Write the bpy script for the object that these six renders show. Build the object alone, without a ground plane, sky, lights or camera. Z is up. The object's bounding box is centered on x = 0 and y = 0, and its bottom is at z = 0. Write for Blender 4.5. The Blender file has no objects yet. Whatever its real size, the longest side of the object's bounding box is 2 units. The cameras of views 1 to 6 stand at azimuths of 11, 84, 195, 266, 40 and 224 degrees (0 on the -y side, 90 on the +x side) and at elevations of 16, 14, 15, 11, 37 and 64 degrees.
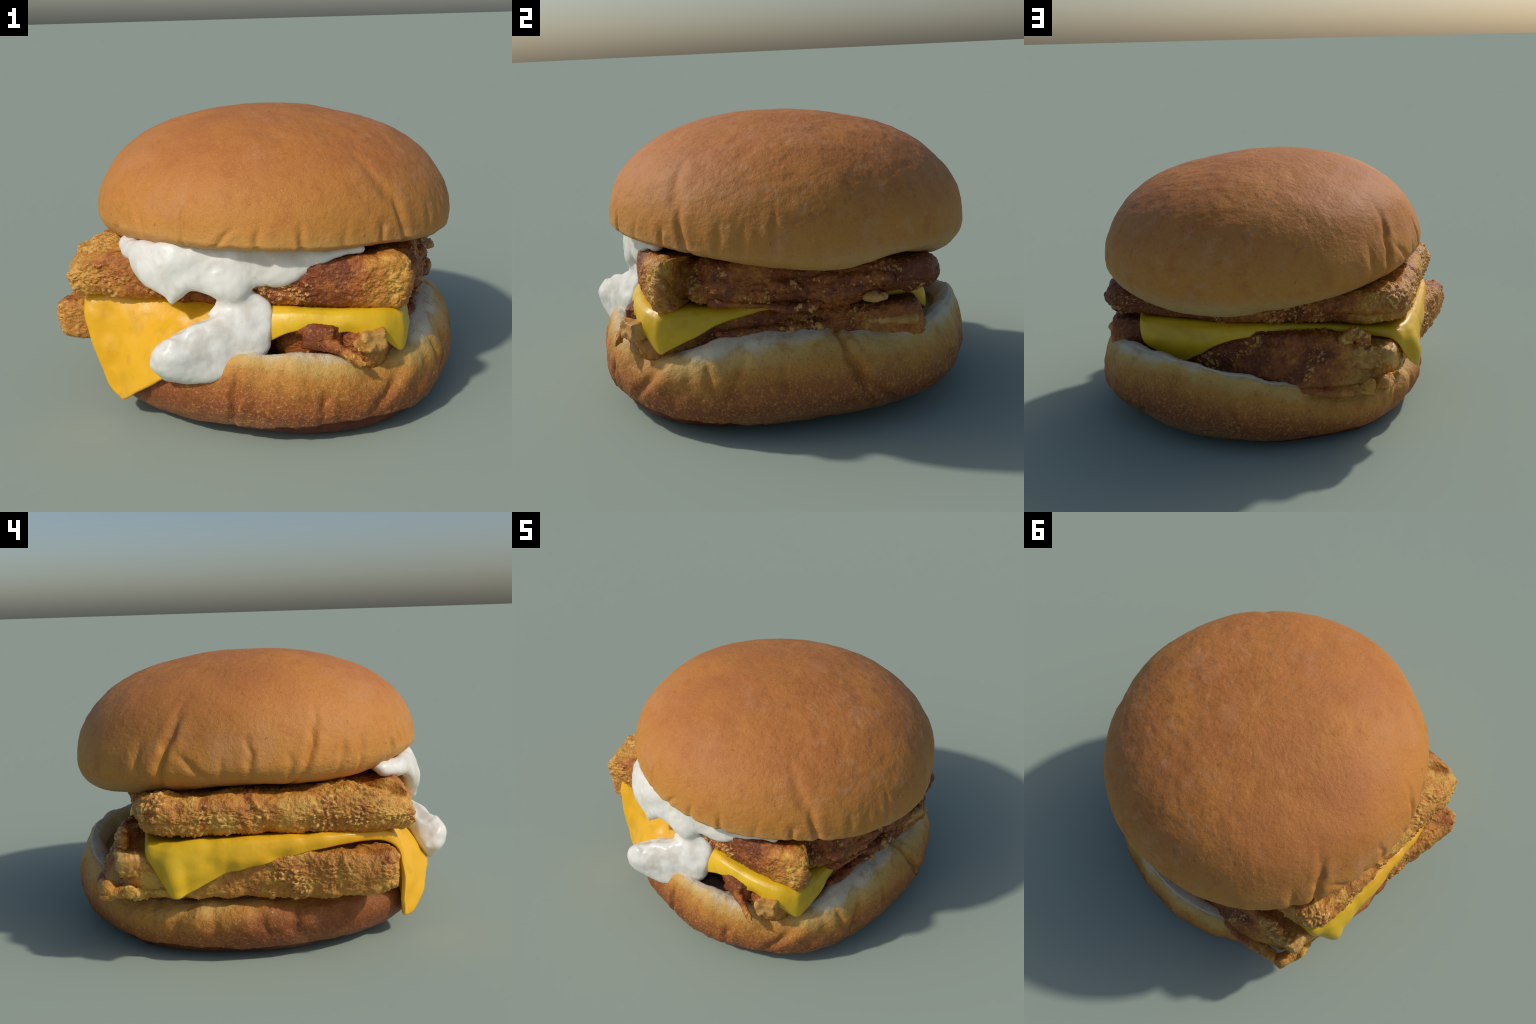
import bpy, bmesh, math, random
import numpy as np
from mathutils import Vector

rng = np.random.default_rng(7)
random.seed(7)

# ------------------------------------------------------------------ helpers
def smooth(a, b, x):
    t = np.clip((np.asarray(x, float) - a) / (b - a), 0, 1)
    return t * t * (3 - 2 * t)

def _hash(ix, iy, iz, k):
    u = np.uint32
    h = ix.astype(u) * u(374761393) + iy.astype(u) * u(668265263) + iz.astype(u) * u(2147483647) + u((k * 1274126177) & 0xFFFFFFFF)
    h = (h ^ (h >> u(13))) * u(1274126177)
    h = (h ^ (h >> u(16))) * u(2246822519)
    h = h ^ (h >> u(15))
    return (h & u(0xFFFFFF)).astype(np.float32) * np.float32(1 / 0xFFFFFF)

def perlin(P, f, k=0):
    """gradient noise, about -1..1"""
    Q = np.asarray(P, float) * f + 117.3
    I = np.floor(Q).astype(np.int32); F = (Q - I).astype(np.float32)
    w = F * F * F * (F * (F * 6 - 15) + 10)
    out = np.zeros(len(Q))
    for dx in (0, 1):
        for dy in (0, 1):
            for dz in (0, 1):
                a = I[:, 0] + dx; b = I[:, 1] + dy; c = I[:, 2] + dz
                gx = _hash(a, b, c, k) * 2 - 1
                gy = _hash(a, b, c, k + 11) * 2 - 1
                gz = _hash(a, b, c, k + 23) * 2 - 1
                v = gx * (F[:, 0] - dx) + gy * (F[:, 1] - dy) + gz * (F[:, 2] - dz)
                W = (w[:, 0] if dx else 1 - w[:, 0]) * (w[:, 1] if dy else 1 - w[:, 1]) * (w[:, 2] if dz else 1 - w[:, 2])
                out += W * v
    return out * 1.4

def fbm(P, f, k=0, octaves=3, gain=.5):
    s = 0; a = 1
    for i in range(octaves):
        s = s + a * perlin(P, f * 2 ** i, k + 31 * i); a *= gain
    return s

def worley(P, f, k=0):
    """distance to the nearest feature point, 0..~1"""
    Q = np.asarray(P, float) * f + 57.1
    I = np.floor(Q).astype(np.int32); F = (Q - I).astype(np.float32)
    best = np.full(len(Q), 9.0, np.float32)
    for dx in (-1, 0, 1):
        for dy in (-1, 0, 1):
            for dz in (-1, 0, 1):
                a = I[:, 0] + dx; b = I[:, 1] + dy; c = I[:, 2] + dz
                d = (dx + _hash(a, b, c, k) - F[:, 0]) ** 2 + (dy + _hash(a, b, c, k + 5) - F[:, 1]) ** 2 + (dz + _hash(a, b, c, k + 9) - F[:, 2]) ** 2
                best = np.minimum(best, d)
    return np.sqrt(best)

def cyc(table, az):
    """periodic smooth interpolation of (azimuth deg, value) pairs"""
    t = sorted(table)
    xs = np.array([p[0] for p in t], float); ys = np.array([p[1] for p in t], float)
    xs = np.concatenate([xs - 360, xs, xs + 360]); ys = np.tile(ys, 3)
    m = np.gradient(ys, xs)
    a = (np.asarray(az, float) + 180) % 360 - 180
    i = np.clip(np.searchsorted(xs, a) - 1, 0, len(xs) - 2)
    h = xs[i + 1] - xs[i]; u = (a - xs[i]) / h
    return ((2 * u**3 - 3 * u**2 + 1) * ys[i] + (u**3 - 2 * u**2 + u) * h * m[i]
            + (-2 * u**3 + 3 * u**2) * ys[i + 1] + (u**3 - u**2) * h * m[i + 1])

def spline(C, n, closed):
    """Catmull-Rom (centripetal-ish) through control rows C, n samples even in chord length"""
    C = np.asarray(C, float)
    if closed:
        E = np.vstack([C[-1], C, C[0], C[1]])
    else:
        E = np.vstack([2 * C[0] - C[1], C, 2 * C[-1] - C[-2]])
    segs = []
    for i in range(1, len(E) - 2):
        p0, p1, p2, p3 = E[i - 1:i + 3]
        t = np.linspace(0, 1, 24, endpoint=False)[:, None]
        segs.append(.5 * (2 * p1 + (p2 - p0) * t + (2 * p0 - 5 * p1 + 4 * p2 - p3) * t**2 + (3 * p1 - p0 - 3 * p2 + p3) * t**3))
    D = np.vstack(segs + [E[-2][None]])
    L = np.concatenate([[0], np.cumsum(np.linalg.norm(np.diff(D[:, :3], axis=0), axis=1))])
    s = np.linspace(0, L[-1], n, endpoint=not closed)
    return np.stack([np.interp(s, L, D[:, j]) for j in range(D.shape[1])], 1)

ROOT = None
def add(name, V, F, mat, parent=None, shade=True):
    me = bpy.data.meshes.new(name)
    me.from_pydata([tuple(v) for v in np.asarray(V)], [], F)
    me.update()
    ob = bpy.data.objects.new(name, me)
    bpy.context.scene.collection.objects.link(ob)
    ob.parent = parent if parent is not None else ROOT
    if mat is not None: me.materials.append(mat)
    if shade: me.polygons.foreach_set("use_smooth", [True] * len(me.polygons))
    return ob

def getv(me):
    a = np.empty(len(me.vertices) * 3); me.vertices.foreach_get("co", a); return a.reshape(-1, 3)
def getn(me):
    a = np.empty(len(me.vertices) * 3); me.vertex_normals.foreach_get("vector", a); return a.reshape(-1, 3)
def setv(me, V):
    me.vertices.foreach_set("co", np.asarray(V, float).ravel()); me.update()
def push(ob, fn):
    me = ob.data; V = getv(me); N = getn(me); d = np.asarray(fn(V, N), float)
    setv(me, V + (N * d[:, None] if d.ndim == 1 else d))

def grid_faces(nr, nc, cap_first=True, cap_last=True):
    """rings of nc points (closed round), nr rings; poles are extra verts after the rings"""
    i = np.arange(nr - 1)[:, None] * nc; j = np.arange(nc)[None]; k = (j + 1) % nc
    F = np.stack([i + j, i + k, i + nc + k, i + nc + j], -1).reshape(-1, 4).tolist()
    n = nr * nc
    if cap_first:
        F += [[n, (a + 1) % nc, a] for a in range(nc)]; n += 1
    if cap_last:
        b = (nr - 1) * nc
        F += [[n, b + a, b + (a + 1) % nc] for a in range(nc)]
    return F

def bake(ob):
    dg = bpy.context.evaluated_depsgraph_get()
    dg.update()
    me = bpy.data.meshes.new_from_object(ob.evaluated_get(dg))
    ob.modifiers.clear(); old = ob.data; nm = ob.name; ob.data = me; me.name = nm
    bpy.data.meshes.remove(old)
    me.polygons.foreach_set("use_smooth", [True] * len(me.polygons))

# ------------------------------------------------------------------ material helper
def col(h):
    h = h.lstrip('#'); c = [int(h[i:i + 2], 16) / 255 for i in (0, 2, 4)]
    return tuple((x / 12.92 if x <= .04045 else ((x + .055) / 1.055) ** 2.4) for x in c) + (1,)

class Mat:
    def __init__(s, name):
        s.m = bpy.data.materials.new(name); s.m.use_nodes = True
        s.t = s.m.node_tree; s.b = s.t.nodes["Principled BSDF"]
        tc = s.t.nodes.new("ShaderNodeTexCoord"); s.P = tc.outputs["Object"]
        sx = s.t.nodes.new("ShaderNodeSeparateXYZ"); s.t.links.new(s.P, sx.inputs[0])
        s.x, s.y, s.z = sx.outputs
    def put(s, sock, v):
        if isinstance(v, bpy.types.NodeSocket): s.t.links.new(v, sock)
        else: sock.default_value = v
    def math(s, op, a, b=0.0, c=0.0, clamp=False):
        n = s.t.nodes.new("ShaderNodeMath"); n.operation = op; n.use_clamp = clamp
        for i, v in enumerate((a, b, c)): s.put(n.inputs[i], v)
        return n.outputs[0]
    def lin(s, terms, c0=0.0):
        o = c0
        for v, k in terms: o = s.math('MULTIPLY_ADD', v, k, o)
        return o
    def rng(s, v, a, b, smoothstep=True):
        n = s.t.nodes.new("ShaderNodeMapRange"); n.interpolation_type = 'SMOOTHSTEP' if smoothstep else 'LINEAR'
        n.clamp = True if not smoothstep else n.clamp
        s.put(n.inputs[0], v); n.inputs[1].default_value = a; n.inputs[2].default_value = b
        n.inputs[3].default_value = 0; n.inputs[4].default_value = 1
        return n.outputs[0]
    def mapped(s, scale, loc=(0, 0, 0)):
        n = s.t.nodes.new("ShaderNodeMapping"); s.put(n.inputs[0], s.P); n.inputs[3].default_value = scale; n.inputs[1].default_value = loc
        return n.outputs[0]
    def noise(s, scale, detail=3, rough=.55, dist=0, vec=None):
        n = s.t.nodes.new("ShaderNodeTexNoise"); s.put(n.inputs["Vector"], vec or s.P)
        n.inputs["Scale"].default_value = scale; n.inputs["Detail"].default_value = detail
        n.inputs["Roughness"].default_value = rough; n.inputs["Distortion"].default_value = dist
        return n.outputs[0]
    def voro(s, scale, vec=None):
        n = s.t.nodes.new("ShaderNodeTexVoronoi"); s.put(n.inputs["Vector"], vec or s.P); n.inputs["Scale"].default_value = scale
        return n.outputs[0]
    def point(s):
        n = s.t.nodes.new("ShaderNodeNewGeometry"); return n.outputs["Pointiness"]
    def mix(s, f, a, b, mode='MIX'):
        n = s.t.nodes.new("ShaderNodeMix"); n.data_type = 'RGBA'; n.blend_type = mode
        s.put(n.inputs[0], f); s.put(n.inputs[6], a); s.put(n.inputs[7], b)
        return n.outputs[2]
    def mul(s, a, b): return s.math('MULTIPLY', a, b)
    def bump(s, h, dist, strength=1, prev=None):
        n = s.t.nodes.new("ShaderNodeBump"); n.inputs["Strength"].default_value = strength; n.inputs["Distance"].default_value = dist
        s.put(n.inputs["Height"], h)
        if prev is not None: s.put(n.inputs["Normal"], prev)
        return n.outputs[0]
    def done(s, color, rough, normal=None, **kw):
        s.put(s.b.inputs["Base Color"], color); s.put(s.b.inputs["Roughness"], rough)
        if normal is not None: s.put(s.b.inputs["Normal"], normal)
        for k, v in kw.items(): s.put(s.b.inputs[k.replace('_', ' ')], v)
        return s.m

# ------------------------------------------------------------------ lower bun measurements (azimuth in degrees, metres)
BC = np.array([.04, .035])
LIP = [(-165, .285), (-140, .275), (-120, .31), (-108, .36), (-95, .40), (-82, .415), (-68, .405), (-60, .365), (-53, .325), (-46, .335), (-39, .375), (-32, .415), (-20, .455), (-3, .465), (12, .445), (30, .44), (48, .46), (64, .465),
       (86, .45), (101, .40), (116, .33), (130, .265), (148, .265), (170, .285)]
# how far the inside falls away behind the lip: open pocket at the front, right and back, none on the left
POCKET = [(-165, .05), (-140, .05), (-115, .5), (-95, 1), (0, 1), (90, 1), (105, .7), (125, .1), (150, .05)]
# width of the bare white crumb band below the lip
BARE = [(-165, -.03), (-130, -.03), (-100, .0), (-65, .004), (-50, .012), (-20, .016), (20, .016), (70, .02), (100, .02), (118, .01), (132, -.03), (160, -.03)]
LIPR = [(-160, .81), (-135, .81), (-95, .885), (-68, .91), (-57, .912), (-46, .908), (-38, .885), (-20, .80), (0, .75), (14, .75), (28, .82), (40, .87), (64, .88), (90, .89), (116, .875), (135, .85), (168, .82)]
WIDE = [(-180, .928), (-160, .926), (-140, .937), (-120, .940), (-100, .942), (-80, .972), (-60, .985), (-40, .985), (-20, .944), (0, .926), (10, .930), (20, .952), (30, .972), (40, .982), (60, .966), (80, .956), (100, .960), (120, .950), (140, .954), (160, .94)]
FOOT = [(-180, .736), (-160, .722), (-140, .723), (-120, .72), (-100, .745), (-80, .80), (-60, .860), (-40, .83), (-20, .75), (0, .65), (20, .59), (40, .63), (60, .70), (80, .785), (100, .785), (120, .755), (140, .755), (160, .75)]
FOOTZ = [(-180, .012), (-150, .015), (-120, .026), (-100, .018), (-80, .014), (-60, .006), (-40, .010), (0, .03), (40, .03), (70, .036), (100, .02), (130, .003), (160, .008)]

# ------------------------------------------------------------------ materials
def mat_top_bun():
    m = Mat("top_bun_crust")
    big = m.noise(2.2, 3); mid = m.noise(9, 4, .6); fine = m.noise(170, 2, .6); grain = m.noise(75, 3, .65); pore = m.noise(60, 3, .6)
    mott = m.noise(15, 4, .6, .6); mott2 = m.noise(3.4, 4, .6, .4, m.mapped((1, 1, 1), (3, 1, 7)))
    # height above the tilted rim plane: pale belly low at the back, red-brown crown
    h = m.lin([(m.z, 1.0), (m.y, .05), (m.x, .03), (mid, .10), (big, .08)], -.09)
    c = m.mix(m.rng(h, .90, 1.30), col('#c4853a'), col('#b9733c'))
    c = m.mix(m.mul(m.rng(big, .40, .66), .55), c, col('#cd873c'))
    c = m.mix(m.mul(m.rng(mid, .50, .72), .45), c, col('#ab632c'))
    c = m.mix(m.mul(m.rng(mott2, .53, .72), .42), c, col('#c68c60'))
    # soft dark mottles on the wrinkled right and back of the crown
    side = m.rng(m.lin([(m.x, .8), (m.y, .5), (big, .8)], -.4), -.35, .45)
    c = m.mix(m.mul(m.mul(m.rng(mott, .52, .68), m.rng(h, .92, 1.1)), m.lin([(side, .26)], .12)), c, col('#925628'))
    c = m.mix(m.mul(m.mul(m.rng(m.noise(11, 3, .6, .5, m.mapped((1, 1, 1), (1, 8, 3))), .54, .70), side), .35), c, col('#cb9a70'))
    # unbaked pale belly, along the back of the rim
    back = m.rng(m.lin([(m.y, .95), (m.x, .12), (big, .4)], -.2), -.05, .65)
    low = m.rng(m.lin([(m.z, -1.0), (m.y, -.09), (mid, .06)], .0), -.92, -.74)
    c = m.mix(m.mul(m.mul(low, back), .85), c, col('#cfb88a'))
    lowall = m.rng(m.lin([(m.z, -1.0), (m.y, -.10), (m.x, -.03), (mid, .05)], .0), -.90, -.76)
    c = m.mix(m.mul(lowall, .55), c, col('#cfa866'))
    c = m.mix(m.mul(m.rng(fine, .50, .70), .26), c, col('#e2a85e'))
    c = m.mix(m.mul(m.rng(grain, .52, .70), .22), c, col('#a05a26'))
    c = m.mix(m.mul(m.rng(m.noise(34, 2, .5), .69, .78), .5), c, col('#8a4a22'))
    c = m.mix(m.mul(m.rng(m.noise(48, 2, .5, 0, m.mapped((1, 1, 1), (9, 2, 4))), .72, .80), .35), c, col('#e2b888'))
    n = m.bump(pore, .006, .4); n = m.bump(fine, .003, .5, n)
    return m.done(c, m.lin([(mid, .2)], .50), n, Specular_IOR_Level=.28)

def mat_crumb():
    m = Mat("white_bread_crumb")
    c = m.mix(m.noise(22, 4), col('#cfc2a8'), col('#dbcfb8'))
    return m.done(c, .85, m.bump(m.noise(70, 4, .65), .006, .6))

def lip_harmonics(n=4):
    """the lip height table as a short Fourier series in azimuth, so that the crust colours can follow the lip"""
    a = np.radians(np.arange(-180, 180, 3.0)); z = cyc(LIP, np.degrees(a))
    M = np.stack([np.ones_like(a)] + [f(k * a) for k in range(1, n + 1) for f in (np.cos, np.sin)], 1)
    return np.linalg.lstsq(M, z, rcond=None)[0]

def mat_bottom_bun():
    m = Mat("bottom_bun_crust")
    big = m.noise(2.6, 3); mid = m.noise(10, 4, .6); fine = m.noise(125, 3, .6); grain = m.noise(62, 4, .7); speck = m.noise(88, 2, .5, 0, m.mapped((1, 1, 1.5), (2, 5, 1)))
    A = m.math('ARCTAN2', m.math('SUBTRACT', m.y, float(BC[1])), m.math('SUBTRACT', m.x, float(BC[0])))
    H = lip_harmonics(); lip = float(H[0])
    for k in range(1, 5):
        kA = m.mul(A, float(k))
        lip = m.math('MULTIPLY_ADD', m.math('COSINE', kA), float(H[2 * k - 1]), lip)
        lip = m.math('MULTIPLY_ADD', m.math('SINE', kA), float(H[2 * k]), lip)
    d = m.math('SUBTRACT', lip, m.z)                      # depth below the lip
    d = m.lin([(mid, .08), (fine, .05), (big, .06)], m.math('ADD', d, -.08))
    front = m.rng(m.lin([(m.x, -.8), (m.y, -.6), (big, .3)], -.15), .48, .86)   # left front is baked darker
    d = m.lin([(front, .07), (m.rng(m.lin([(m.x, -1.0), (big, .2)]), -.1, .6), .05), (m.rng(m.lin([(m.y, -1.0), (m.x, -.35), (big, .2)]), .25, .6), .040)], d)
    c = m.mix(m.rng(d, .000, .058), col('#d3c5a8'), col('#d0a75c'))
    c = m.mix(m.rng(d, .05, .13), c, col('#c08236'))
    c = m.mix(m.rng(d, .12, .23), c, col('#9e5c2a'))
    c = m.mix(m.rng(d, .22, .31), c, col('#84492a'))
    c = m.mix(m.mul(m.rng(d, .29, .37), .7), c, col('#8f6446'))
    c = m.mix(m.mul(m.rng(mid, .54, .72), .35), c, col('#8a4a20'))
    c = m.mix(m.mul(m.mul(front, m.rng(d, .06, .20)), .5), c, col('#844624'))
    plain = m.math('MULTIPLY_ADD', front, -.65, 1.0)
    c = m.mix(m.mul(m.mul(m.rng(grain, .50, .66), m.rng(d, .02, .10)), m.mul(plain, .52)), c, col('#d69c4e'))
    c = m.mix(m.mul(m.mul(m.rng(speck, .60, .70), m.rng(d, .05, .14)), m.mul(plain, .36)), c, col('#e0b474'))
    c = m.mix(m.mul(m.mul(m.rng(m.noise(70, 3, .6, 0, m.mapped((1, 1, 1), (7, 7, 7))), .54, .70), m.rng(d, .02, .10)), .35), c, col('#6e3818'))
    c = m.mix(m.mul(m.rng(m.noise(26, 2), .75, .80), .6), c, col('#eadcb8'))
    n = m.bump(grain, .010, .6); n = m.bump(fine, .004, .5, n)
    return m.done(c, m.lin([(mid, .25)], .42), n, Specular_IOR_Level=.32)

def mat_sole():
    m = Mat("bottom_bun_sole"); mid = m.noise(12, 4, .6); grain = m.noise(70, 4, .7)
    c = m.mix(m.rng(mid, .35, .65), col('#552515'), col('#6e3520'))
    c = m.mix(m.mul(m.rng(grain, .52, .7), .35), c, col('#8a4a2c'))
    return m.done(c, .55, m.bump(grain, .008, .6), Specular_IOR_Level=.25)

def mat_fry(name, crisp=0.0, shift=0.0):
    """fried batter: red-brown recesses, golden coating; crisp lifts it towards pale crumbs"""
    m = Mat(name)
    big = m.noise(2.6, 4, .6, .6, m.mapped((1, 1, 1), (shift, 0, 0))); mid = m.noise(11, 5, .65, .5); fine = m.noise(52, 4, .65); tiny = m.noise(160, 2)
    v = m.lin([(big, 1.3), (mid, 1.2), (fine, .5)], -1.03 + .22 * crisp)
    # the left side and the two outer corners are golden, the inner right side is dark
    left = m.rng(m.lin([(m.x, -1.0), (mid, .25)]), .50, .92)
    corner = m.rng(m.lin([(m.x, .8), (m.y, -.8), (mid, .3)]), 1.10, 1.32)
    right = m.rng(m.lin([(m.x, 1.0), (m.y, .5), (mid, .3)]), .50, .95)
    # darker brown zones: middle of the front, and the back
    front = m.mul(m.rng(m.lin([(m.y, -1.0), (mid, .2)]), .55, .75), m.mul(m.rng(m.lin([(m.x, 1.0), (mid, .2)]), -.62, -.40), m.rng(m.lin([(m.x, -1.0), (mid, .2)]), -.52, -.30)))
    rear = m.mul(m.rng(m.lin([(m.y, 1.0), (mid, .2)]), .60, .80), m.rng(m.lin([(m.x, 1.0), (mid, .2)]), -.55, -.25))
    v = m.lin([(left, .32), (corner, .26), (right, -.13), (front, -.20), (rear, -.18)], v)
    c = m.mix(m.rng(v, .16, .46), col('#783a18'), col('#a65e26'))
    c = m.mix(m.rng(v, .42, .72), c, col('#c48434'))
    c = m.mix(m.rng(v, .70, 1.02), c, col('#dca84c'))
    c = m.mix(m.mul(m.rng(fine, .54, .68), .35), c, col('#d8a04c'))
    c = m.mix(m.mul(m.rng(m.noise(7, 3, .6, 0, m.mapped((1, 1, 1), (4, 4, 4))), .54, .70), .45), c, col('#96461c'))
    if crisp: c = m.mix(.38 * crisp, c, col('#e6bc74'))
    n = m.bump(fine, .014, .8); n = m.bump(tiny, .004, .5, n)
    return m.done(c, m.lin([(mid, .3)], .26), n, Specular_IOR_Level=.42)

def mat_cheese():
    m = Mat("melted_cheese")
    big = m.noise(3.2, 3); mid = m.noise(14, 3)
    drape = m.rng(m.lin([(m.x, -1), (m.y, -1), (big, .3)]), .55, 1.1)
    c = m.mix(m.rng(big, .35, .65), col('#d8ae18'), col('#e4bb24'))
    c = m.mix(m.mul(drape, .9), c, col('#ebb01c'))
    c = m.mix(m.mul(m.rng(mid, .5, .75), .35), c, col('#c08c12'))
    n = m.bump(mid, .01, .35)
    return m.done(c, .38, n, Specular_IOR_Level=.45, Subsurface_Weight=.15, Subsurface_Radius=(.05, .03, .008), Subsurface_Scale=.5)

def mat_sauce():
    m = Mat("cream_sauce")
    mid = m.noise(7, 3, .6, .8); spots = m.noise(18, 3)
    c = m.mix(m.rng(mid, .4, .7), col('#e8e6dd'), col('#d9d4c6'))
    c = m.mix(m.mul(m.rng(spots, .66, .74), .4), c, col('#d0bf92'))
    n = m.bump(m.noise(16, 3), .012, .3)
    return m.done(c, .33, n, Specular_IOR_Level=.4, Subsurface_Weight=.12, Subsurface_Radius=(.04, .035, .025), Subsurface_Scale=.4)

M_TOP = mat_top_bun(); M_CRUMB = mat_crumb(); M_BOT = mat_bottom_bun()
M_SOLE = mat_sole()
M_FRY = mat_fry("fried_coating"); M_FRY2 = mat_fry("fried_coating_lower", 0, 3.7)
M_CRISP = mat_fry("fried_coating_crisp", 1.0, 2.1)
M_CHEESE = mat_cheese(); M_SAUCE = mat_sauce()

def mat_pale():
    m = Mat("pale_fried_batter"); mid = m.noise(16, 4, .6)
    c = m.mix(m.rng(mid, .35, .62), col('#b07c36'), col('#cf9f56'))
    c = m.mix(m.mul(m.rng(m.noise(7, 3), .5, .7), .5), c, col('#a5602a'))
    return m.done(c, .45, m.bump(m.noise(40, 4), .01, .5), Specular_IOR_Level=.4)
M_PALE = mat_pale()

# ------------------------------------------------------------------ root
ROOT = bpy.data.objects.new("fried_fish_burger", None)
bpy.context.scene.collection.objects.link(ROOT)
ROOT["label"] = "double fried fish burger with melted cheese and white sauce"
ROOT["category"] = "burger"

# ------------------------------------------------------------------ top bun
TC = np.array([.029, .068, .9006]); TA, TB, TH = .9154, .9297, .5361
RIM = [(-178, .814), (-155, .813), (-140, .815), (-123, .848), (-105, .857), (-90, .861), (-70, .859), (-54, .845), (-37, .825),
       (-15, .770), (0, .735), (13, .733), (24, .768), (34, .760), (50, .694), (64, .656), (90, .658), (105, .688), (123, .727), (145, .775), (162, .801)]
# the plan is not quite an ellipse: relative radius by azimuth
PLAN = [(-180, .992), (-157.5, .992), (-135, 1.004), (-112.5, 1.003), (-90, 1.011), (-67.5, .99), (-45, .987), (-22.5, .999), (0, 1.009), (22.5, 1.005), (45, 1.004), (67.5, 1.005), (90, .977), (112.5, .99), (135, 1.006), (157.5, .994)]
NT, NU, NL = 800, 170, 130
def build_top():
    az = np.linspace(-np.pi, np.pi, NT, endpoint=False)
    tx, ty = -.0324, .0472
    Rx = np.array([[1, 0, 0], [0, math.cos(tx), -math.sin(tx)], [0, math.sin(tx), math.cos(tx)]])
    Ry = np.array([[math.cos(ty), 0, math.sin(ty)], [0, 1, 0], [-math.sin(ty), 0, math.cos(ty)]])
    R = Ry @ Rx
    K = cyc(PLAN, np.degrees(az))
    lob = .0372 * np.cos(az) - .0125 * np.sin(az) + .0213 * np.sin(2 * az)      # shoulder fuller on the right
    zeq = TC[2] + (np.stack([TA * K * np.cos(az), TB * K * np.sin(az), 0 * az], 1) @ R.T)[:, 2]
    h2 = zeq - cyc(RIM, np.degrees(az))
    rings = []
    for p in np.linspace(.010, np.pi / 2, NU):
        s, c = math.sin(p), math.cos(p); k = 1 + (K - 1) * s * s
        rings.append(np.stack([TA * s * k * np.cos(az), TB * s * k * np.sin(az), TH * c ** .8934 * (1 + lob * math.sin(2 * p) ** 2)], 1))
    for q in np.linspace(0, 1, NL + 1)[1:]:
        p = np.pi / 2 * q
        s = max(math.cos(p), 0) ** .27; c = math.sin(p)
        if q > .985: s = s * (1 - q) / .015 * .9 + .02
        k = 1 + (K - 1) * min(1, s)
        w = smooth(.1, .8, s)
        rings.append(np.stack([TA * s * k * np.cos(az), TB * s * k * np.sin(az), -(h2 * w + h2.mean() * (1 - w)) * c], 1))
    V = np.vstack(rings)
    V = np.vstack([V, [[0, 0, TH]], [[0, 0, -h2.mean()]]]) @ R.T + TC
    F = grid_faces(NU + NL, NT)
    F = [f[::-1] for f in F]
    ob = add("top_bun", V, F, M_TOP)
    me = ob.data
    # fix orientation outward
    if sum(p.normal.z * p.area for p in list(me.polygons)[:NT * 20]) < 0:
        me.flip_normals()
    # vertical wrinkles round the lower edge: (azimuth, height of middle, half length, depth, half width deg, slant)
    W = [(-132, .97, .09, .022, 1.8, 2), (-120, .96, .07, .010, 1.6, -2), (-105, .99, .10, .012, 1.0, 0), (-94, .945, .05, .014, 1.5, 5), (-84, .93, .06, .014, 1.5, 0),
         (-72, .93, .06, .016, 1.3, -1), (-60, .93, .05, .007, 1.6, 0), (-47, .92, .05, .015, 1.4, 0), (-39.5, .95, .11, .024, 1.7, -3), (-45, 1.14, .10, .010, 2.6, -4), (-27, .92, .07, .014, 1.6, 0), (-20, .93, .06, .010, 1.7, 0),
         (-11, .95, .10, .013, 1.4, 0), (2, .87, .07, .008, 1.2, 0), (25, .95, .10, .010, 1.8, 0), (40, .90, .08, .006, 2, 0), (131, .86, .06, .006, 2, 0), (143, .95, .10, .014, 1.8, 0), (152, 1.0, .16, .030, 1.9, 4),
         (161, .94, .06, .014, 2.0, -6), (170, .92, .06, .008, 1.6, 0), (178, .97, .09, .014, 1.5, 0), (-170, .93, .07, .009, 1.5, 0), (-164, .98, .15, .022, 1.5, 6), (-153, .95, .08, .014, 1.5, 2), (-146, .94, .08, .012, 1.4, 0), (-127, .98, .08, .014, 1.5, 0)]
    def disp(V, N):
        d = .012 * perlin(V, 2.2, 3) + .004 * perlin(V, 6, 4)
        A = np.degrees(np.arctan2(V[:, 1] - TC[1], V[:, 0] - TC[0]))
        # flatter shoulder at the back left, crown a little lower at the right
        dA = (A - 148 + 180) % 360 - 180
        d -= .024 * np.exp(-(dA / 40) ** 2 - ((V[:, 2] - 1.08) / .11) ** 2)
        d -= .015 * np.exp(-((V[:, 0] - .42) ** 2 + (V[:, 1] - .22) ** 2) / .34 ** 2) * smooth(1.1, 1.2, V[:, 2])
        # dimpled skin towards the right and back, nearly smooth at the front left
        rough = smooth(-.5, .5, V[:, 0] * .8 + V[:, 1] * .5)
        S = V * [1, 1, 1.0]
        d += (.0011 + .0018 * rough) * fbm(S, 14, 9, 2)
        d -= (.0004 + .0012 * rough) * smooth(.1, .7, perlin(S, 20, 40))
        d += .0012 * fbm(V, 55, 77, 2)
        # rim gathers
        g = smooth(1.08, .86, V[:, 2])
        d += .0028 * g * perlin(V * [1, 1, .25], 9, 5)
        rad = np.hypot(V[:, 0] - TC[0], V[:, 1] - TC[1])
        wob = perlin(V, 14, 8)
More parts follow.
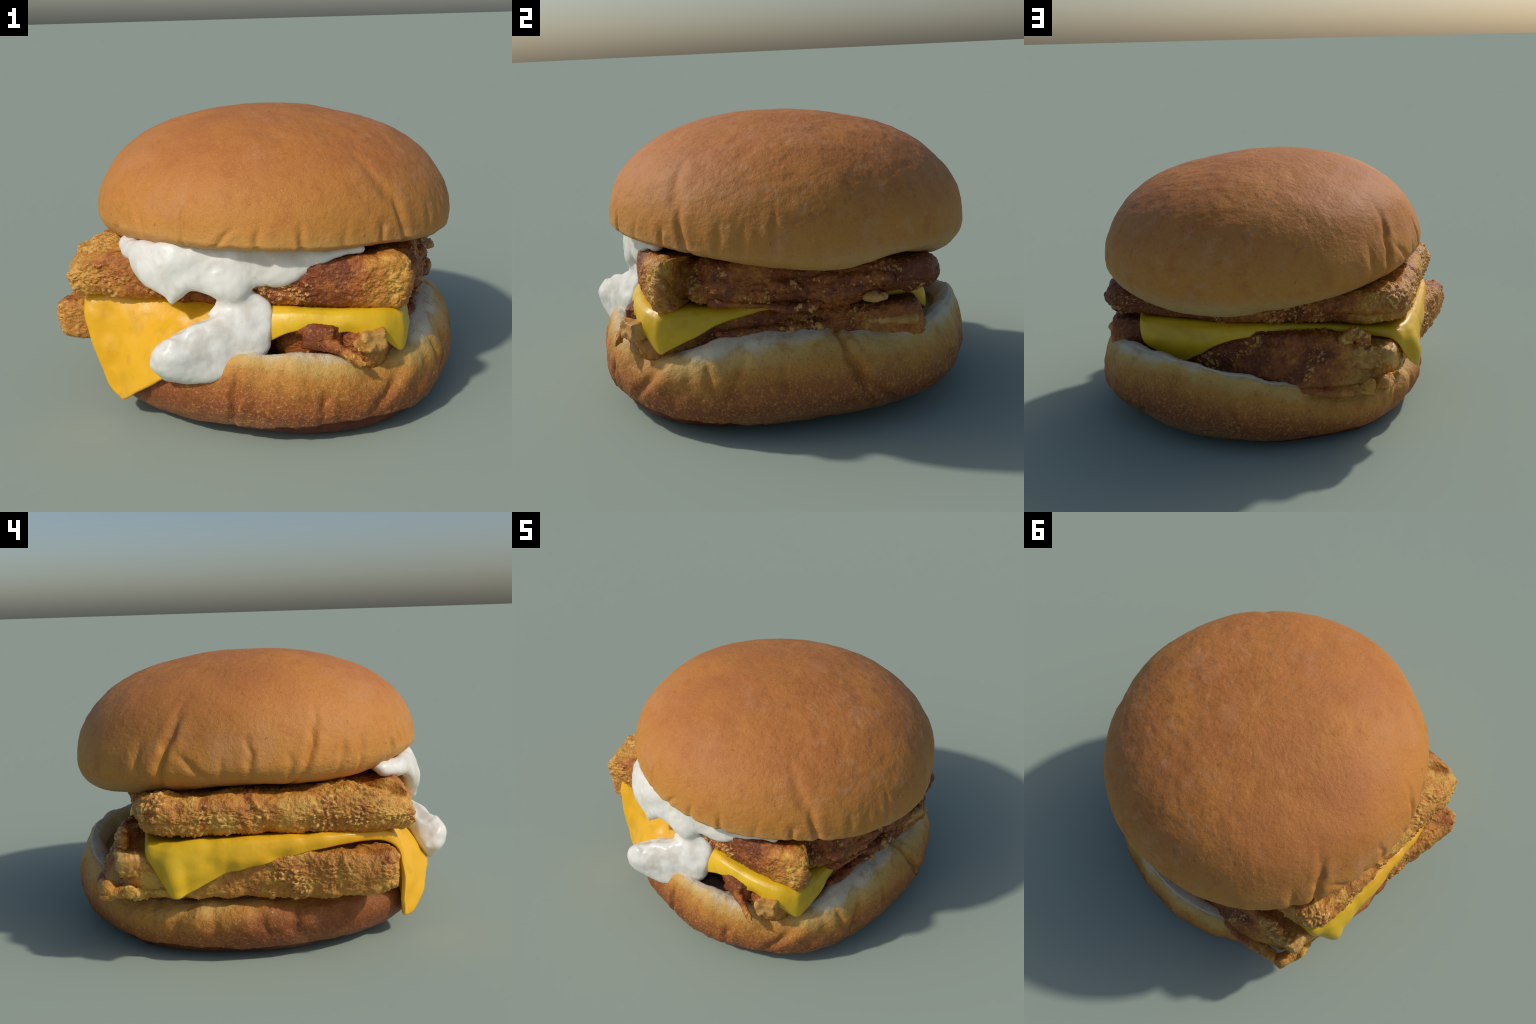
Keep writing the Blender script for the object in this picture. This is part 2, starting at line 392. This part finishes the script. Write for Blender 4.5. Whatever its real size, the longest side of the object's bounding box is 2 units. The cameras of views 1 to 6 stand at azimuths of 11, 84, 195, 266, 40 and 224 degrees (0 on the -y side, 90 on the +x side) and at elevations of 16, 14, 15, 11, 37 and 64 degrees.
        for a, zc, hl, dep, w, sl in W:
            t = (V[:, 2] - zc) / hl
            da = (A - a - sl * t * .6 + 180) % 360 - 180 + 1.0 * wob
            m = np.exp(-np.clip(t * t, 0, 9) ** 1.4) * (rad > .6)
            q = .72 * w
            d += m * .72 * dep * (-np.exp(-(da / q) ** 2) + .25 * np.exp(-((da - 2.4 * q) / (1.5 * q)) ** 2) + .25 * np.exp(-((da + 2.4 * q) / (1.5 * q)) ** 2))
        return d
    push(ob, disp)
    # underside is crumb
    me.materials.append(M_CRUMB)
    idx = np.zeros(len(me.polygons), int)
    idx[(NU + int(NL * .97)) * NT:(NU + NL - 1) * NT] = 1; idx[-NT:] = 1
    me.polygons.foreach_set("material_index", idx)
    return ob
build_top()

# ------------------------------------------------------------------ bottom bun
def sole_edge(A):
    """height of the ragged edge of the dark sole, highest at the front right"""
    return .062 + .048 * np.exp(-((A + 62) / 38) ** 2)
def build_bottom():
    NB = 800; NP = 300
    az = np.linspace(-np.pi, np.pi, NB, endpoint=False); dg = np.degrees(az)
    zl, rl, rw, rf, zf = (cyc(t, dg) for t in (LIP, LIPR, WIDE, FOOT, FOOTZ))
    one = np.ones(NB); zm = np.minimum(zf + .19, zl - .045)
    prof = [(0 * one, .035 * one), (.35 * one, .03 * one), (rf - .10, zf * .8 + .008), (rf, zf)]
    for q in (.28, .55, .8): prof.append((rf + (rw - rf) * math.sin(q * np.pi / 2) ** .9, zf + (zm - zf) * (1 - math.cos(q * np.pi / 2))))
    prof += [(rw, zm)]
    for q in (.35, .7, .9): prof.append((rl + (rw - rl) * math.cos(q * np.pi / 2), zm + (zl - zm) * math.sin(q * np.pi / 2)))
    CREST = len(prof)
    pk = cyc(POCKET, dg)
    prof += [(rl, zl), (rl - .035, zl - .004 - .010 * pk), (rl - .065, zl - .008 - .052 * pk), (rl - .11, zl - .01 - pk * (.55 * zl - .11)), (.45 * one, .21 * one), (.02 * one, .19 * one)]
    Cc = np.stack([np.stack(p, -1) for p in prof], 0)     # (k, NB, 2)
    # shared parameter spacing so that rings line up
    k = Cc.shape[0]; E = np.concatenate([2 * Cc[:1] - Cc[1:2], Cc, 2 * Cc[-1:] - Cc[-2:-1]])
    mean = Cc.mean(1); L = np.concatenate([[0], np.cumsum(np.linalg.norm(np.diff(mean, axis=0), axis=1))])
    rows = []
    for s in np.linspace(0, L[-1] * .99999, NP):
        i = min(np.searchsorted(L, s, side='right') - 1, k - 2); t = (s - L[i]) / (L[i + 1] - L[i])
        p0, p1, p2, p3 = E[i:i + 4]
        q = .5 * (2 * p1 + (p2 - p0) * t + (2 * p0 - 5 * p1 + 4 * p2 - p3) * t**2 + (3 * p1 - p0 - 3 * p2 + p3) * t**3)
        r = np.clip(q[:, 0], .004, None)
        rows.append(np.stack([BC[0] + r * np.cos(az), BC[1] + r * np.sin(az), q[:, 1]], 1))
    V = np.vstack(rows + [[[BC[0], BC[1], .03]], [[BC[0], BC[1], .19]]])
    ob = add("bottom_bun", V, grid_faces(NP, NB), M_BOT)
    me = ob.data
    if me.polygons[(NP // 2) * NB].normal.dot(Vector((me.polygons[(NP // 2) * NB].center.x, me.polygons[(NP // 2) * NB].center.y, 0))) < 0 and False:
        me.flip_normals()
    W = [(-91, .24, .12, .020, 1.0, 1), (-68, .20, .06, .014, .9, 0), (-50, .22, .07, .016, 1.6, 4), (-22, .29, .10, .014, 1.3, 3), (14, .28, .14, .026, 1.3, -3), (20, .20, .08, .02, 1.6, -5), (11, .43, .07, .010, .9, 0), (-8, .30, .07, .012, 1.0, 0), (-29, .31, .09, .016, 1.3, -2), (-40, .2, .06, .012, 1.8, 0),
         (34, .33, .1, .010, 1.4, 0), (61, .2, .08, .008, 1.3, 0), (95, .24, .08, .014, 1.0, -2), (80, .28, .06, .006, 1, 0), (118, .22, .06, .008, 1.3, 0), (145, .22, .06, .012, 1.8, 0), (154, .2, .07, .012, 2, 3), (164, .2, .07, .014, 2, 0), (178, .21, .07, .014, 2, -2), (-172, .2, .06, .012, 1.6, 0), (-158, .2, .05, .01, 2, 0), (-120, .2, .08, .012, 1.2, 0), (-105, .2, .06, .008, 1.2, 0)]
    def disp(V, N):
        A = np.degrees(np.arctan2(V[:, 1] - BC[1], V[:, 0] - BC[0])); rad = np.hypot(V[:, 0] - BC[0], V[:, 1] - BC[1])
        out = (rad > .66)
        d = .010 * perlin(V, 3.0, 3) + .006 * fbm(V, 9, 14, 2) + .0028 * fbm(V, 38, 15, 3)
        d += .006 * out * np.sin(np.radians(A) * 23 + 2 * perlin(V, 3, 15)) * smooth(.1, .3, V[:, 2])
        # sole: bottom crust stands a little inside a ragged ledge
        led = sole_edge(A) + .012 * perlin(V, 5, 21) + .005 * perlin(V, 26, 22)
        hem = smooth(-170, -140, A) * smooth(35, 5, A)
        d += (.004 + .016 * hem) * smooth(led - .005, led + .006, V[:, 2]) * out - .004 * hem * out
        wob = perlin(V, 16, 8)
        for a, zc, hl, dep, w, sl in W:
            t = (V[:, 2] - zc) / hl
            da = (A - a - sl * t + 180) % 360 - 180 + 1.2 * wob
            d += np.exp(-np.clip(t * t, 0, 9) ** 1.4) * out * dep * (-np.exp(-(da / w) ** 2) + .35 * np.exp(-((da - 2.4 * w) / (1.5 * w)) ** 2) + .35 * np.exp(-((da + 2.4 * w) / (1.5 * w)) ** 2))
        # torn pit low at the back right
        d -= .05 * np.exp(-((A - 62) / 2.2) ** 2 - ((V[:, 2] - .13) / .018) ** 2) * out
        return d
    push(ob, disp)
    # faces: bare crumb inside and along the lip, dark sole under the ledge, crust elsewhere
    me.materials.append(M_CRUMB); me.materials.append(M_SOLE)
    f = np.linspace(0, L[-1], NP)
    Vn = getv(me); ring = np.arange(NP - 1)[:, None]; W0 = Vn[:NP * NB].reshape(NP, NB, 3)
    ce = (W0[:-1] + W0[1:]) / 2; P = ce.reshape(-1, 3)
    arc = ((f[:-1] + f[1:]) / 2)[:, None] - L[CREST]
    ragged = (.012 * perlin(P, 5, 51) + .003 * perlin(P, 18, 52)).reshape(NP - 1, NB)
    bare = cyc(BARE, dg)[None]
    idx = np.where(arc > -bare + ragged, 1, 0)
    led = (.012 * perlin(P, 5, 21) + .005 * perlin(P, 26, 22)).reshape(NP - 1, NB) + sole_edge(dg)[None]
    idx = np.where((ce[..., 2] < led) & (arc < 0), 2, idx)
    full = np.concatenate([idx.ravel(), np.full(NB, 2), np.full(NB, 1)])
    me.polygons.foreach_set("material_index", full.astype(np.int32))
    return ob
build_bottom()

# ------------------------------------------------------------------ fried patties
def fry_fields(V, k):
    """relief of the batter and the masks of crisp crumbs and smooth recesses"""
    wx = np.stack([perlin(V, 12, k + 20), perlin(V, 12, k + 21), perlin(V, 12, k + 22)], 1)
    U = V + .022 * wx
    patch = smooth(-.3, .3, perlin(V, 4.5, k + 3))                   # craggy in patches, smooth in between
    d = .016 * perlin(V, 4, k) + .013 * perlin(V, 9, k + 1) + .006 * np.abs(perlin(U, 15, k + 4))
    ridge = np.clip(1 - np.abs(perlin(U * [1, 1, .7], 11, k + 2)) * 2.2, -.6, 1)
    d += .009 * (.35 + .65 * patch) * (ridge - .3)
    b = np.abs(perlin(U, 24, k + 5))
    d += .011 * (.3 + .7 * patch) * (b - .25)
    w = worley(U + .012 * wx[:, ::-1], 46, k + 7); cl = smooth(-.2, .3, perlin(V, 9, k + 12))
    crumb = smooth(.60, .25, w) * cl * (.15 + .85 * patch)
    d += .011 * crumb
    w2 = worley(U, 90, k + 17); grit = smooth(.6, .25, w2) * (.2 + .8 * patch)
    d += .0055 * grit
    d += .004 * fbm(U, 55, k + 9, 2)
    return d, crumb * .7 + grit * .4, patch, ridge
def fry_disp(k, amp=1.0):
    return lambda V, N: fry_fields(V, k)[0] * amp
def fry_tones(ob, V0, k):
    """second material slot by relief: the crisp crumbs are paler"""
    me = ob.data; d, crumb, patch, ridge = fry_fields(V0, k)
    lump_ = perlin(V0, 40, k + 33)
    tone = np.where(crumb > .52 + .15 * lump_, 1, 0)
    fv = np.empty(len(me.polygons), np.int32); me.polygons.foreach_get("loop_start", fv)
    li = np.empty(len(me.loops), np.int32); me.loops.foreach_get("vertex_index", li)
    me.materials.append(M_CRISP)
    me.polygons.foreach_set("material_index", tone[li[fv]].astype(np.int32))

def build_patty(name, outline, mat, seed, rc, bulge):
    """outline rows: x, y, ztop, zbot (outermost line of the side), skirt (how far the foot of the side steps out)"""
    NC = 1000
    O = spline(outline, NC, True)
    cen = np.array([O[:, 0].mean(), O[:, 1].mean()])
    dirv = O[:, :2] - cen; R = np.linalg.norm(dirv, axis=1); dirv /= R[:, None]
    zt, zb, sk = O[:, 2], O[:, 3], O[:, 4]; h = zt - zb; ztm, zbm = zt.mean(), zb.mean()
    rows = []
    for f in np.linspace(.02, 1, 40)[:-1]:
        rr = (R - rc) * f; rows.append((rr, ztm + (zt - ztm) * f ** 2))
    c = np.minimum(rc, h * .42)
    for a in np.linspace(0, np.pi / 2, 20)[:-1]:
        rows.append((R - rc + rc * np.sin(a), zt - c * (1 - np.cos(a))))
    for t in np.linspace(0, 1, 44)[:-1]:
        rows.append((R + bulge * np.sin(t * np.pi) + sk * t, (zt - c) + (zb - zt + 2 * c) * t))
    for a in np.linspace(0, np.pi / 2, 20)[:-1]:
        rows.append((R + sk - rc + rc * np.cos(a), zb + c - c * np.sin(a)))
    for f in np.linspace(1, .02, 30):
        rr = (R + sk - rc) * f; rows.append((rr, zbm + (zb - zbm) * f ** 2))
    V = np.vstack([np.stack([cen[0] + dirv[:, 0] * r, cen[1] + dirv[:, 1] * r, z], 1) for r, z in rows] + [[[cen[0], cen[1], ztm]], [[cen[0], cen[1], zbm]]])
    F = [f[::-1] for f in grid_faces(len(rows), NC)]
    ob = add(name, V, F, mat)
    V0 = getv(ob.data)
    push(ob, fry_disp(seed))
    fry_tones(ob, V0, seed)
    return ob

UP = [(-.868, -.48, .80, .605, 0), (-.855, -.585, .77, .61, 0), (-.82, -.655, .76, .61, 0), (-.73, -.67, .80, .605, 0), (-.4, -.675, .82, .60, 0), (0, -.70, .83, .59, 0), (.25, -.715, .835, .60, 0), (.45, -.71, .825, .60, 0), (.64, -.68, .84, .60, 0), (.745, -.645, .84, .60, 0), (.765, -.60, .835, .60, 0),
      (.70, -.555, .81, .61, .02), (.60, -.51, .80, .61, .03), (.63, -.455, .80, .61, .05), (.745, -.40, .80, .61, .03), (.78, -.30, .80, .61, .03), (.785, -.12, .80, .60, .04), (.79, .05, .79, .58, .04), (.81, .25, .77, .59, .03), (.815, .46, .765, .62, 0), (.79, .60, .765, .615, 0), (.69, .69, .755, .62, 0), (.4, .71, .745, .62, 0), (0, .70, .74, .61, 0), (-.4, .655, .76, .61, -.02), (-.74, .615, .79, .625, -.02),
      (-.825, .575, .80, .635, -.01), (-.86, .45, .80, .63, 0), (-.86, .2, .80, .62, 0), (-.86, -.1, .80, .61, 0), (-.865, -.35, .80, .605, 0)]
LPO = [(-.96, -.43, .525, .335, 0), (-.958, -.535, .53, .345, 0), (-.88, -.57, .53, .345, 0), (-.74, -.55, .53, .345, 0), (-.5, -.54, .53, .345, 0), (-.2, -.56, .54, .34, 0), (.10, -.61, .54, .33, 0), (.20, -.69, .545, .345, 0), (.38, -.715, .545, .345, 0), (.52, -.735, .53, .33, 0), (.605, -.725, .53, .32, 0), (.665, -.62, .54, .31, 0),
       (.70, -.4, .555, .31, .03), (.745, -.1, .56, .34, .03), (.775, .2, .56, .36, .03), (.80, .46, .56, .38, 0), (.79, .57, .56, .38, 0), (.70, .61, .555, .38, .01), (.4, .63, .55, .36, .02), (.1, .67, .56, .32, .07), (-.2, .73, .57, .30, .10), (-.5, .745, .57, .30, .07), (-.66, .715, .54, .31, .03),
       (-.725, .68, .52, .315, .03), (-.80, .62, .53, .32, 0), (-.83, .4, .53, .315, 0), (-.87, .1, .535, .31, 0), (-.91, -.15, .535, .315, 0)]
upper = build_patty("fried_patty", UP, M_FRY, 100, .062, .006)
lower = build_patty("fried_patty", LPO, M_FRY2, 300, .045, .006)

def hull(points):
    """closed convex lump round a few hand-set points, as a mesh to be fused and softened"""
    bm = bmesh.new()
    for p in points: bm.verts.new(p)
    r = bmesh.ops.convex_hull(bm, input=bm.verts)
    bmesh.ops.delete(bm, geom=list({g for g in r["geom_interior"] + r["geom_unused"] if isinstance(g, bmesh.types.BMVert)}), context='VERTS')
    bm.verts.index_update(); bm.normal_update(); bmesh.ops.recalc_face_normals(bm, faces=bm.faces)
    out = ([tuple(v.co) for v in bm.verts], [[v.index for v in f.verts] for f in bm.faces]); bm.free()
    return out
def lump(name, parts, mat, parent, seed, amp=.5, voxel=.011, smooth_it=4, noisy=True, hulls=()):
    """union of ellipsoids / capsules fused by remeshing; parts: (centre, radii) or (a, b, ra, rb)"""
    Vs, Fs, n = [], [], 0
    u = np.linspace(0, np.pi, 9)[1:-1]; t = np.linspace(0, 2 * np.pi, 14, endpoint=False)
    S = np.array([[math.sin(a) * math.cos(b), math.sin(a) * math.sin(b), math.cos(a)] for a in u for b in t] + [[0, 0, 1], [0, 0, -1]])
    F0 = grid_faces(7, 14)
    for p in parts:
        balls = []
        if len(p) == 2: balls.append((np.array(p[0]), np.ones(3) * np.array(p[1])))
        else:
            a, b = np.array(p[0]), np.array(p[1]); L = np.linalg.norm(b - a); m = max(2, int(L / (.35 * min(np.min(p[2]), np.min(p[3])))) + 1)
            for s in np.linspace(0, 1, m): balls.append((a + (b - a) * s, np.ones(3) * (np.array(p[2]) * (1 - s) + np.array(p[3]) * s)))
        for c, r in balls:
            Vs.append(S * r + c); Fs += [[i + n for i in f] for f in F0]; n += len(S)
    for hv, hf in hulls:
        Vs.append(np.array(hv)); Fs += [[i + n for i in f] for f in hf]; n += len(hv)
    ob = add(name, np.vstack(Vs), Fs, mat, parent)
    r = ob.modifiers.new("fuse", 'REMESH'); r.mode = 'VOXEL'; r.voxel_size = voxel
    s = ob.modifiers.new("soft", 'SMOOTH'); s.iterations = smooth_it; s.factor = .5
    bake(ob)
    if noisy:
        V0 = getv(ob.data); push(ob, fry_disp(seed, amp)); fry_tones(ob, V0, seed)
    return ob

# chunks of coating that stick out of the patties
def block(c, size, seed, turn=0.0):
    """hull of a knocked-about box: a broken piece of fillet"""
    r = np.random.default_rng(seed); cs, sn = math.cos(turn), math.sin(turn)
    pts = []
    for a in (-1, 0, 1):
        for b in (-1, 1):
            for e in (-1, 1):
                q = (np.array([a, b, e]) + r.normal(size=3) * .16) * size
                pts.append((c[0] + q[0] * cs - q[1] * sn, c[1] + q[0] * sn + q[1] * cs, c[2] + q[2]))
    return hull(pts)
P = .016    # half thickness of a flake
lump("coating_chunk", [((.67, -.605, .79), (.08, .06, .06)), ((.735, -.62, .70), (.045, .035, .07)), ((.71, -.62, .63), (.045, .035, .035))], M_FRY, upper, 501, 1.1)
lump("coating_ledge", [((.76, -.36, .63), (.79, -.14, .612), (.05, .05, P), (.045, .05, P)), ((.79, -.14, .612), (.825, -.03, .585), (.045, .05, P), (.04, .04, P)), ((.825, -.03, .585), (.815, .10, .612), (.04, .04, P), (.045, .045, P)), ((.78, .2, .625), (.84, .37, .628), (.045, .045, P), (.04, .05, .018))], M_FRY, upper, 502, 1.0, .009)
lump("coating_ledge", [((.78, -.30, .70), (.80, -.02, .69), (.035, .05, .02), (.03, .05, .018)), ((.80, .12, .72), (.83, .40, .70), (.03, .05, .02), (.03, .05, .022))], M_FRY, upper, 513, 1.1, .009)
lump("coating_chunk", [((.85, .355, .625), (.04, .06, .022))], M_PALE, upper, 503, .6)
lump("coating_chunk", [((.745, .60, .69), (.065, .065, .055)), ((.73, .61, .735), (.05, .06, .03))], M_FRY, upper, 504, 1.1)
lump("coating_ledge", [((.755, -.33, .47), (.785, .08, .49), (.03, .05, .018), (.03, .05, .018))], M_FRY2, lower, 514, 1.1, .009)
lump("coating_chunk", [((.77, .30, .485), (.80, .55, .485), (.03, .03, .026), (.034, .034, .03))], M_PALE, lower, 505, .8, .009)
lump("coating_chunk", [], M_PALE, lower, 506, .9, .009, hulls=[block((.61, -.745, .482), (.055, .05, .042), 3, .4)])
lump("coating_chunk", [((.20, -.69, .515), (.36, -.725, .51), (.05, .045, .035), (.06, .05, .04))], M_FRY2, lower, 507, 1.1, .009, hulls=[block((.40, -.735, .49), (.07, .055, .05), 5, -.3)])
lump("coating_flake", [((.33, -.755, .485), (.46, -.805, .452), (.03, .02, .026), (.035, .02, .03)), ((.46, -.805, .452), (.58, -.855, .405), (.035, .02, .03), (.02, .010, .02))], M_FRY2, lower, 508, .9, .008)
lump("coating_chunk", [], M_PALE, lower, 509, .9, .009, hulls=[block((-.75, .635, .482), (.055, .075, .048), 11, .08), block((-.67, .70, .475), (.065, .04, .048), 12, .1)])
lump("coating_ledge", [((-.80, .50, .365), (-.79, .68, .355), (.035, .05, P), (.04, .05, P)), ((-.79, .70, .36), (-.765, .775, .345), (.04, .04, .02), (.045, .035, .022)), ((-.765, .78, .34), (-.5, .815, .322), (.045, .04, .02), (.06, .04, .02)), ((-.5, .815, .322), (-.2, .80, .32), (.06, .045, .02), (.06, .045, .02)), ((-.2, .80, .32), (-.02, .73, .34), (.06, .04, .02), (.05, .035, .02))], M_FRY2, lower, 510, 1.1, .009)
lump("coating_curl", [((-.66, .70, .53), (-.68, .70, .58), .024, .026), ((-.68, .70, .58), (-.62, .695, .60), .026, .026), ((-.62, .695, .60), (-.56, .70, .55), .026, .03)], M_FRY2, lower, 511, 1.0, .009)
lump("coating_flake", [((-.765, .765, .345), (-.785, .775, .39), (.03, .022, .02), (.012, .02, .02)), ((-.70, .785, .345), (-.71, .805, .385), (.035, .02, .02), (.02, .012, .015)), ((-.82, .66, .365), (-.845, .67, .40), (.02, .04, .02), (.012, .025, .012))], M_FRY2, lower, 512, .9, .008)

# ------------------------------------------------------------------ cheese slice
# rows: fold x, y, z (on the patty edge) and hanging edge x, y, z, counter-clockwise from the left front corner
CH = [(-.76, -.57, .58, -.785, -.60, .50), (-.72, -.585, .585, -.74, -.64, .34), (-.66, -.59, .585, -.675, -.665, .16), (-.60, -.59, .59, -.61, -.695, .105), (-.52, -.595, .59, -.55, -.757, .135), (-.44, -.60, .59, -.45, -.822, .215), (-.32, -.61, .59, -.32, -.865, .30),
      (-.15, -.63, .59, -.15, -.82, .36), (.0, -.68, .595, .02, -.78, .42), (.14, -.71, .595, .14, -.765, .46), (.24, -.725, .595, .24, -.765, .51), (.35, -.725, .59, .35, -.755, .528), (.43, -.72, .588, .43, -.755, .51), (.5, -.715, .59, .5, -.745, .515), (.57, -.70, .59, .58, -.735, .49), (.64, -.675, .59, .655, -.705, .475), (.685, -.64, .585, .71, -.665, .42), (.71, -.615, .585, .735, -.64, .40),
      (.715, -.56, .585, .75, -.595, .425), (.71, -.45, .58, .755, -.49, .47), (.70, -.32, .58, .735, -.34, .53), (.70, -.15, .58, .71, -.15, .56), (.70, .1, .58, .70, .1, .565), (.66, .4, .58, .66, .4, .57), (.60, .55, .58, .60, .565, .555),
      (.545, .63, .585, .56, .665, .475), (.45, .65, .59, .45, .69, .425), (.35, .66, .59, .34, .705, .385), (.24, .665, .59, .23, .71, .43), (.12, .67, .59, .12, .715, .495), (-.02, .66, .59, -.02, .70, .54), (-.3, .60, .59, -.3, .61, .56), (-.58, .58, .59, -.58, .59, .565), (-.74, .57, .59, -.755, .585, .56),
      (-.80, .56, .59, -.82, .575, .53), (-.825, .50, .59, -.865, .515, .43), (-.85, .44, .595, -.91, .46, .365), (-.86, .36, .60, -.905, .385, .385), (-.865, .27, .60, -.897, .285, .435), (-.865, .12, .605, -.89, .135, .485), (-.865, -.05, .605, -.882, -.05, .525), (-.855, -.25, .605, -.875, -.25, .56), (-.82, -.42, .60, -.835, -.43, .57), (-.79, -.52, .595, -.805, -.535, .555)]
def build_cheese():
    n = 520; S = spline(CH, n, True)
    fold, edge = S[:, :3], S[:, 3:]
    cen = np.array([-.03, -.02, .575])
    out = fold[:, :2] - cen[:2]; out /= np.linalg.norm(out, axis=1)[:, None]
    drop = (fold[:, 2] - edge[:, 2])
    front = smooth(-.2, -.6, fold[:, 0]) * smooth(-.3, -.5, fold[:, 1])
    mid = []
    for f in (.10, .3, .5, .7, .82, .91, .96):
        p = cen + (fold - cen) * f; p[:, 2] = .575 + (fold[:, 2] - .575) * f ** 3; mid.append(p)
    mid.append(fold.copy())
    for t in np.linspace(.04, 1, 34):
        p = fold + (edge - fold) * t
        ease = t ** (1 + .2 * front)                    # the front flap drops first, then lies out over the bun
        p[:, :2] = fold[:, :2] + (edge - fold)[:, :2] * ease[:, None]
        b = np.sin(np.pi * t) * np.minimum(.020, drop * .13) + .012 * (1 - t) * np.minimum(1, t * 6)
        p[:, :2] += out * b[:, None]
        mid.append(p)
    M = np.stack(mid)                                    # rows, n, 3
    # normals of the sheet, then two skins joined by a rounded lip
    du = np.roll(M, -1, 1) - np.roll(M, 1, 1); dv = np.gradient(M, axis=0)
    N = np.cross(dv, du); N /= np.linalg.norm(N, axis=2)[..., None] + 1e-9
    if N[2, :, 2].mean() < 0: N = -N
    # melted waves on the hanging parts
    Q = M.reshape(-1, 3)
    hang = smooth(.57, .50, Q[:, 2]); left = smooth(-.7, -.85, Q[:, 0])
    w = .014 * perlin(Q, 6, 91) * hang + .017 * perlin(Q * [1, 1, .35], 12, 92) * np.maximum(hang, .4) * left + .008 * perlin(Q, 13, 93) * hang
    M = M + N * w.reshape(M.shape[0], n, 1)
    th = .0095
    outer = M + N * th; inner = M - N * th
    down = M[-1] - M[-4]; down /= np.linalg.norm(down, axis=1)[:, None] + 1e-9
    lip = [M[-1] + N[-1] * th * math.cos(a) + down * th * 1.1 * math.sin(a) for a in np.linspace(0, np.pi, 9)[1:-1]]
    rows = list(outer) + lip + list(inner[::-1])
    V = np.vstack(rows + [[cen + [0, 0, th]], [cen - [0, 0, th]]])
    ob = add("cheese_slice", V, [f[::-1] for f in grid_faces(len(rows), n)], M_CHEESE)
    return ob
build_cheese()

# ------------------------------------------------------------------ white sauce
SH = [(-.56, -.58, .82), (-.53, -.635, .81), (-.50, -.685, .80), (-.47, -.725, .795), (-.43, -.755, .745), (-.36, -.785, .69), (-.30, -.80, .66), (-.275, -.80, .655), (-.235, -.795, .685), (-.20, -.79, .70), (-.11, -.785, .675), (-.04, -.775, .64), (.0, -.77, .65), (.04, -.75, .69), (.11, -.735, .71), (.20, -.72, .71), (.27, -.705, .75), (.34, -.695, .80), (.42, -.68, .83), (.52, -.65, .85)]
parts = []
S = spline(SH, 110, False)
for i, (x, y, z) in enumerate(S):
    end = .28 + .72 * min(1, i / 30, (len(S) - 1 - i) / 34)          # thins out towards both ends
    top = .862; lowz = min(z + .036 * end, top)
    for t in np.linspace(0, 1, 6):
        zz = top + (lowz - top) * t
        rad = .044 * (1 - .12 * t) * end
        parts.append(((x, y + .045 * (1 - t) ** 1.5 + .008 * t, zz), (.045, rad, rad)))
parts += [((-.285, -.80, .69), (-.285, -.81, .638), (.03, .03, .03), (.010, .012, .012))]
# neck: narrow under the bun, then spread back against the patty and the cheese
NECK = [(-.07, -.77, .68), (.04, -.755, .70), (-.15, -.765, .56), (.17, -.735, .57), (.155, -.73, .625), (-.01, -.785, .61), (.0, -.69, .68), (.10, -.67, .60), (-.10, -.70, .55)]
BLOB = [(-.375, -.90, .43), (-.365, -.93, .365), (-.31, -.90, .30), (-.38, -.85, .37), (-.31, -.99, .455), (-.25, -.995, .445), (-.28, -.985, .385), (-.21, -.91, .285), (-.08, -.905, .305), (.03, -.86, .365), (.15, -.80, .40), (.165, -.79, .50), (.165, -.735, .60), (.06, -.745, .625),
        (-.03, -.80, .605), (-.14, -.865, .565), (-.24, -.92, .535), (-.25, -.955, .51), (.0, -.885, .325), (-.33, -.94, .48), (-.06, -.885, .52), (-.12, -.925, .43), (-.24, -.80, .36), (-.10, -.74, .42), (-.25, -.80, .50), (.10, -.67, .48), (.10, -.67, .58)]
sauce = lump("cream_sauce", parts, M_SAUCE, None, 0, noisy=False, voxel=.009, smooth_it=45, hulls=[hull(BLOB), hull(NECK)])
def creases(V, N):
    # soft swells and shallow pits
    d = .008 + .016 * perlin(V, 6.5, 71) + .009 * perlin(V, 12, 72) - .010 * smooth(.25, .6, perlin(V, 8, 79))
    return d + .002 * perlin(V, 35, 73)
push(sauce, creases)
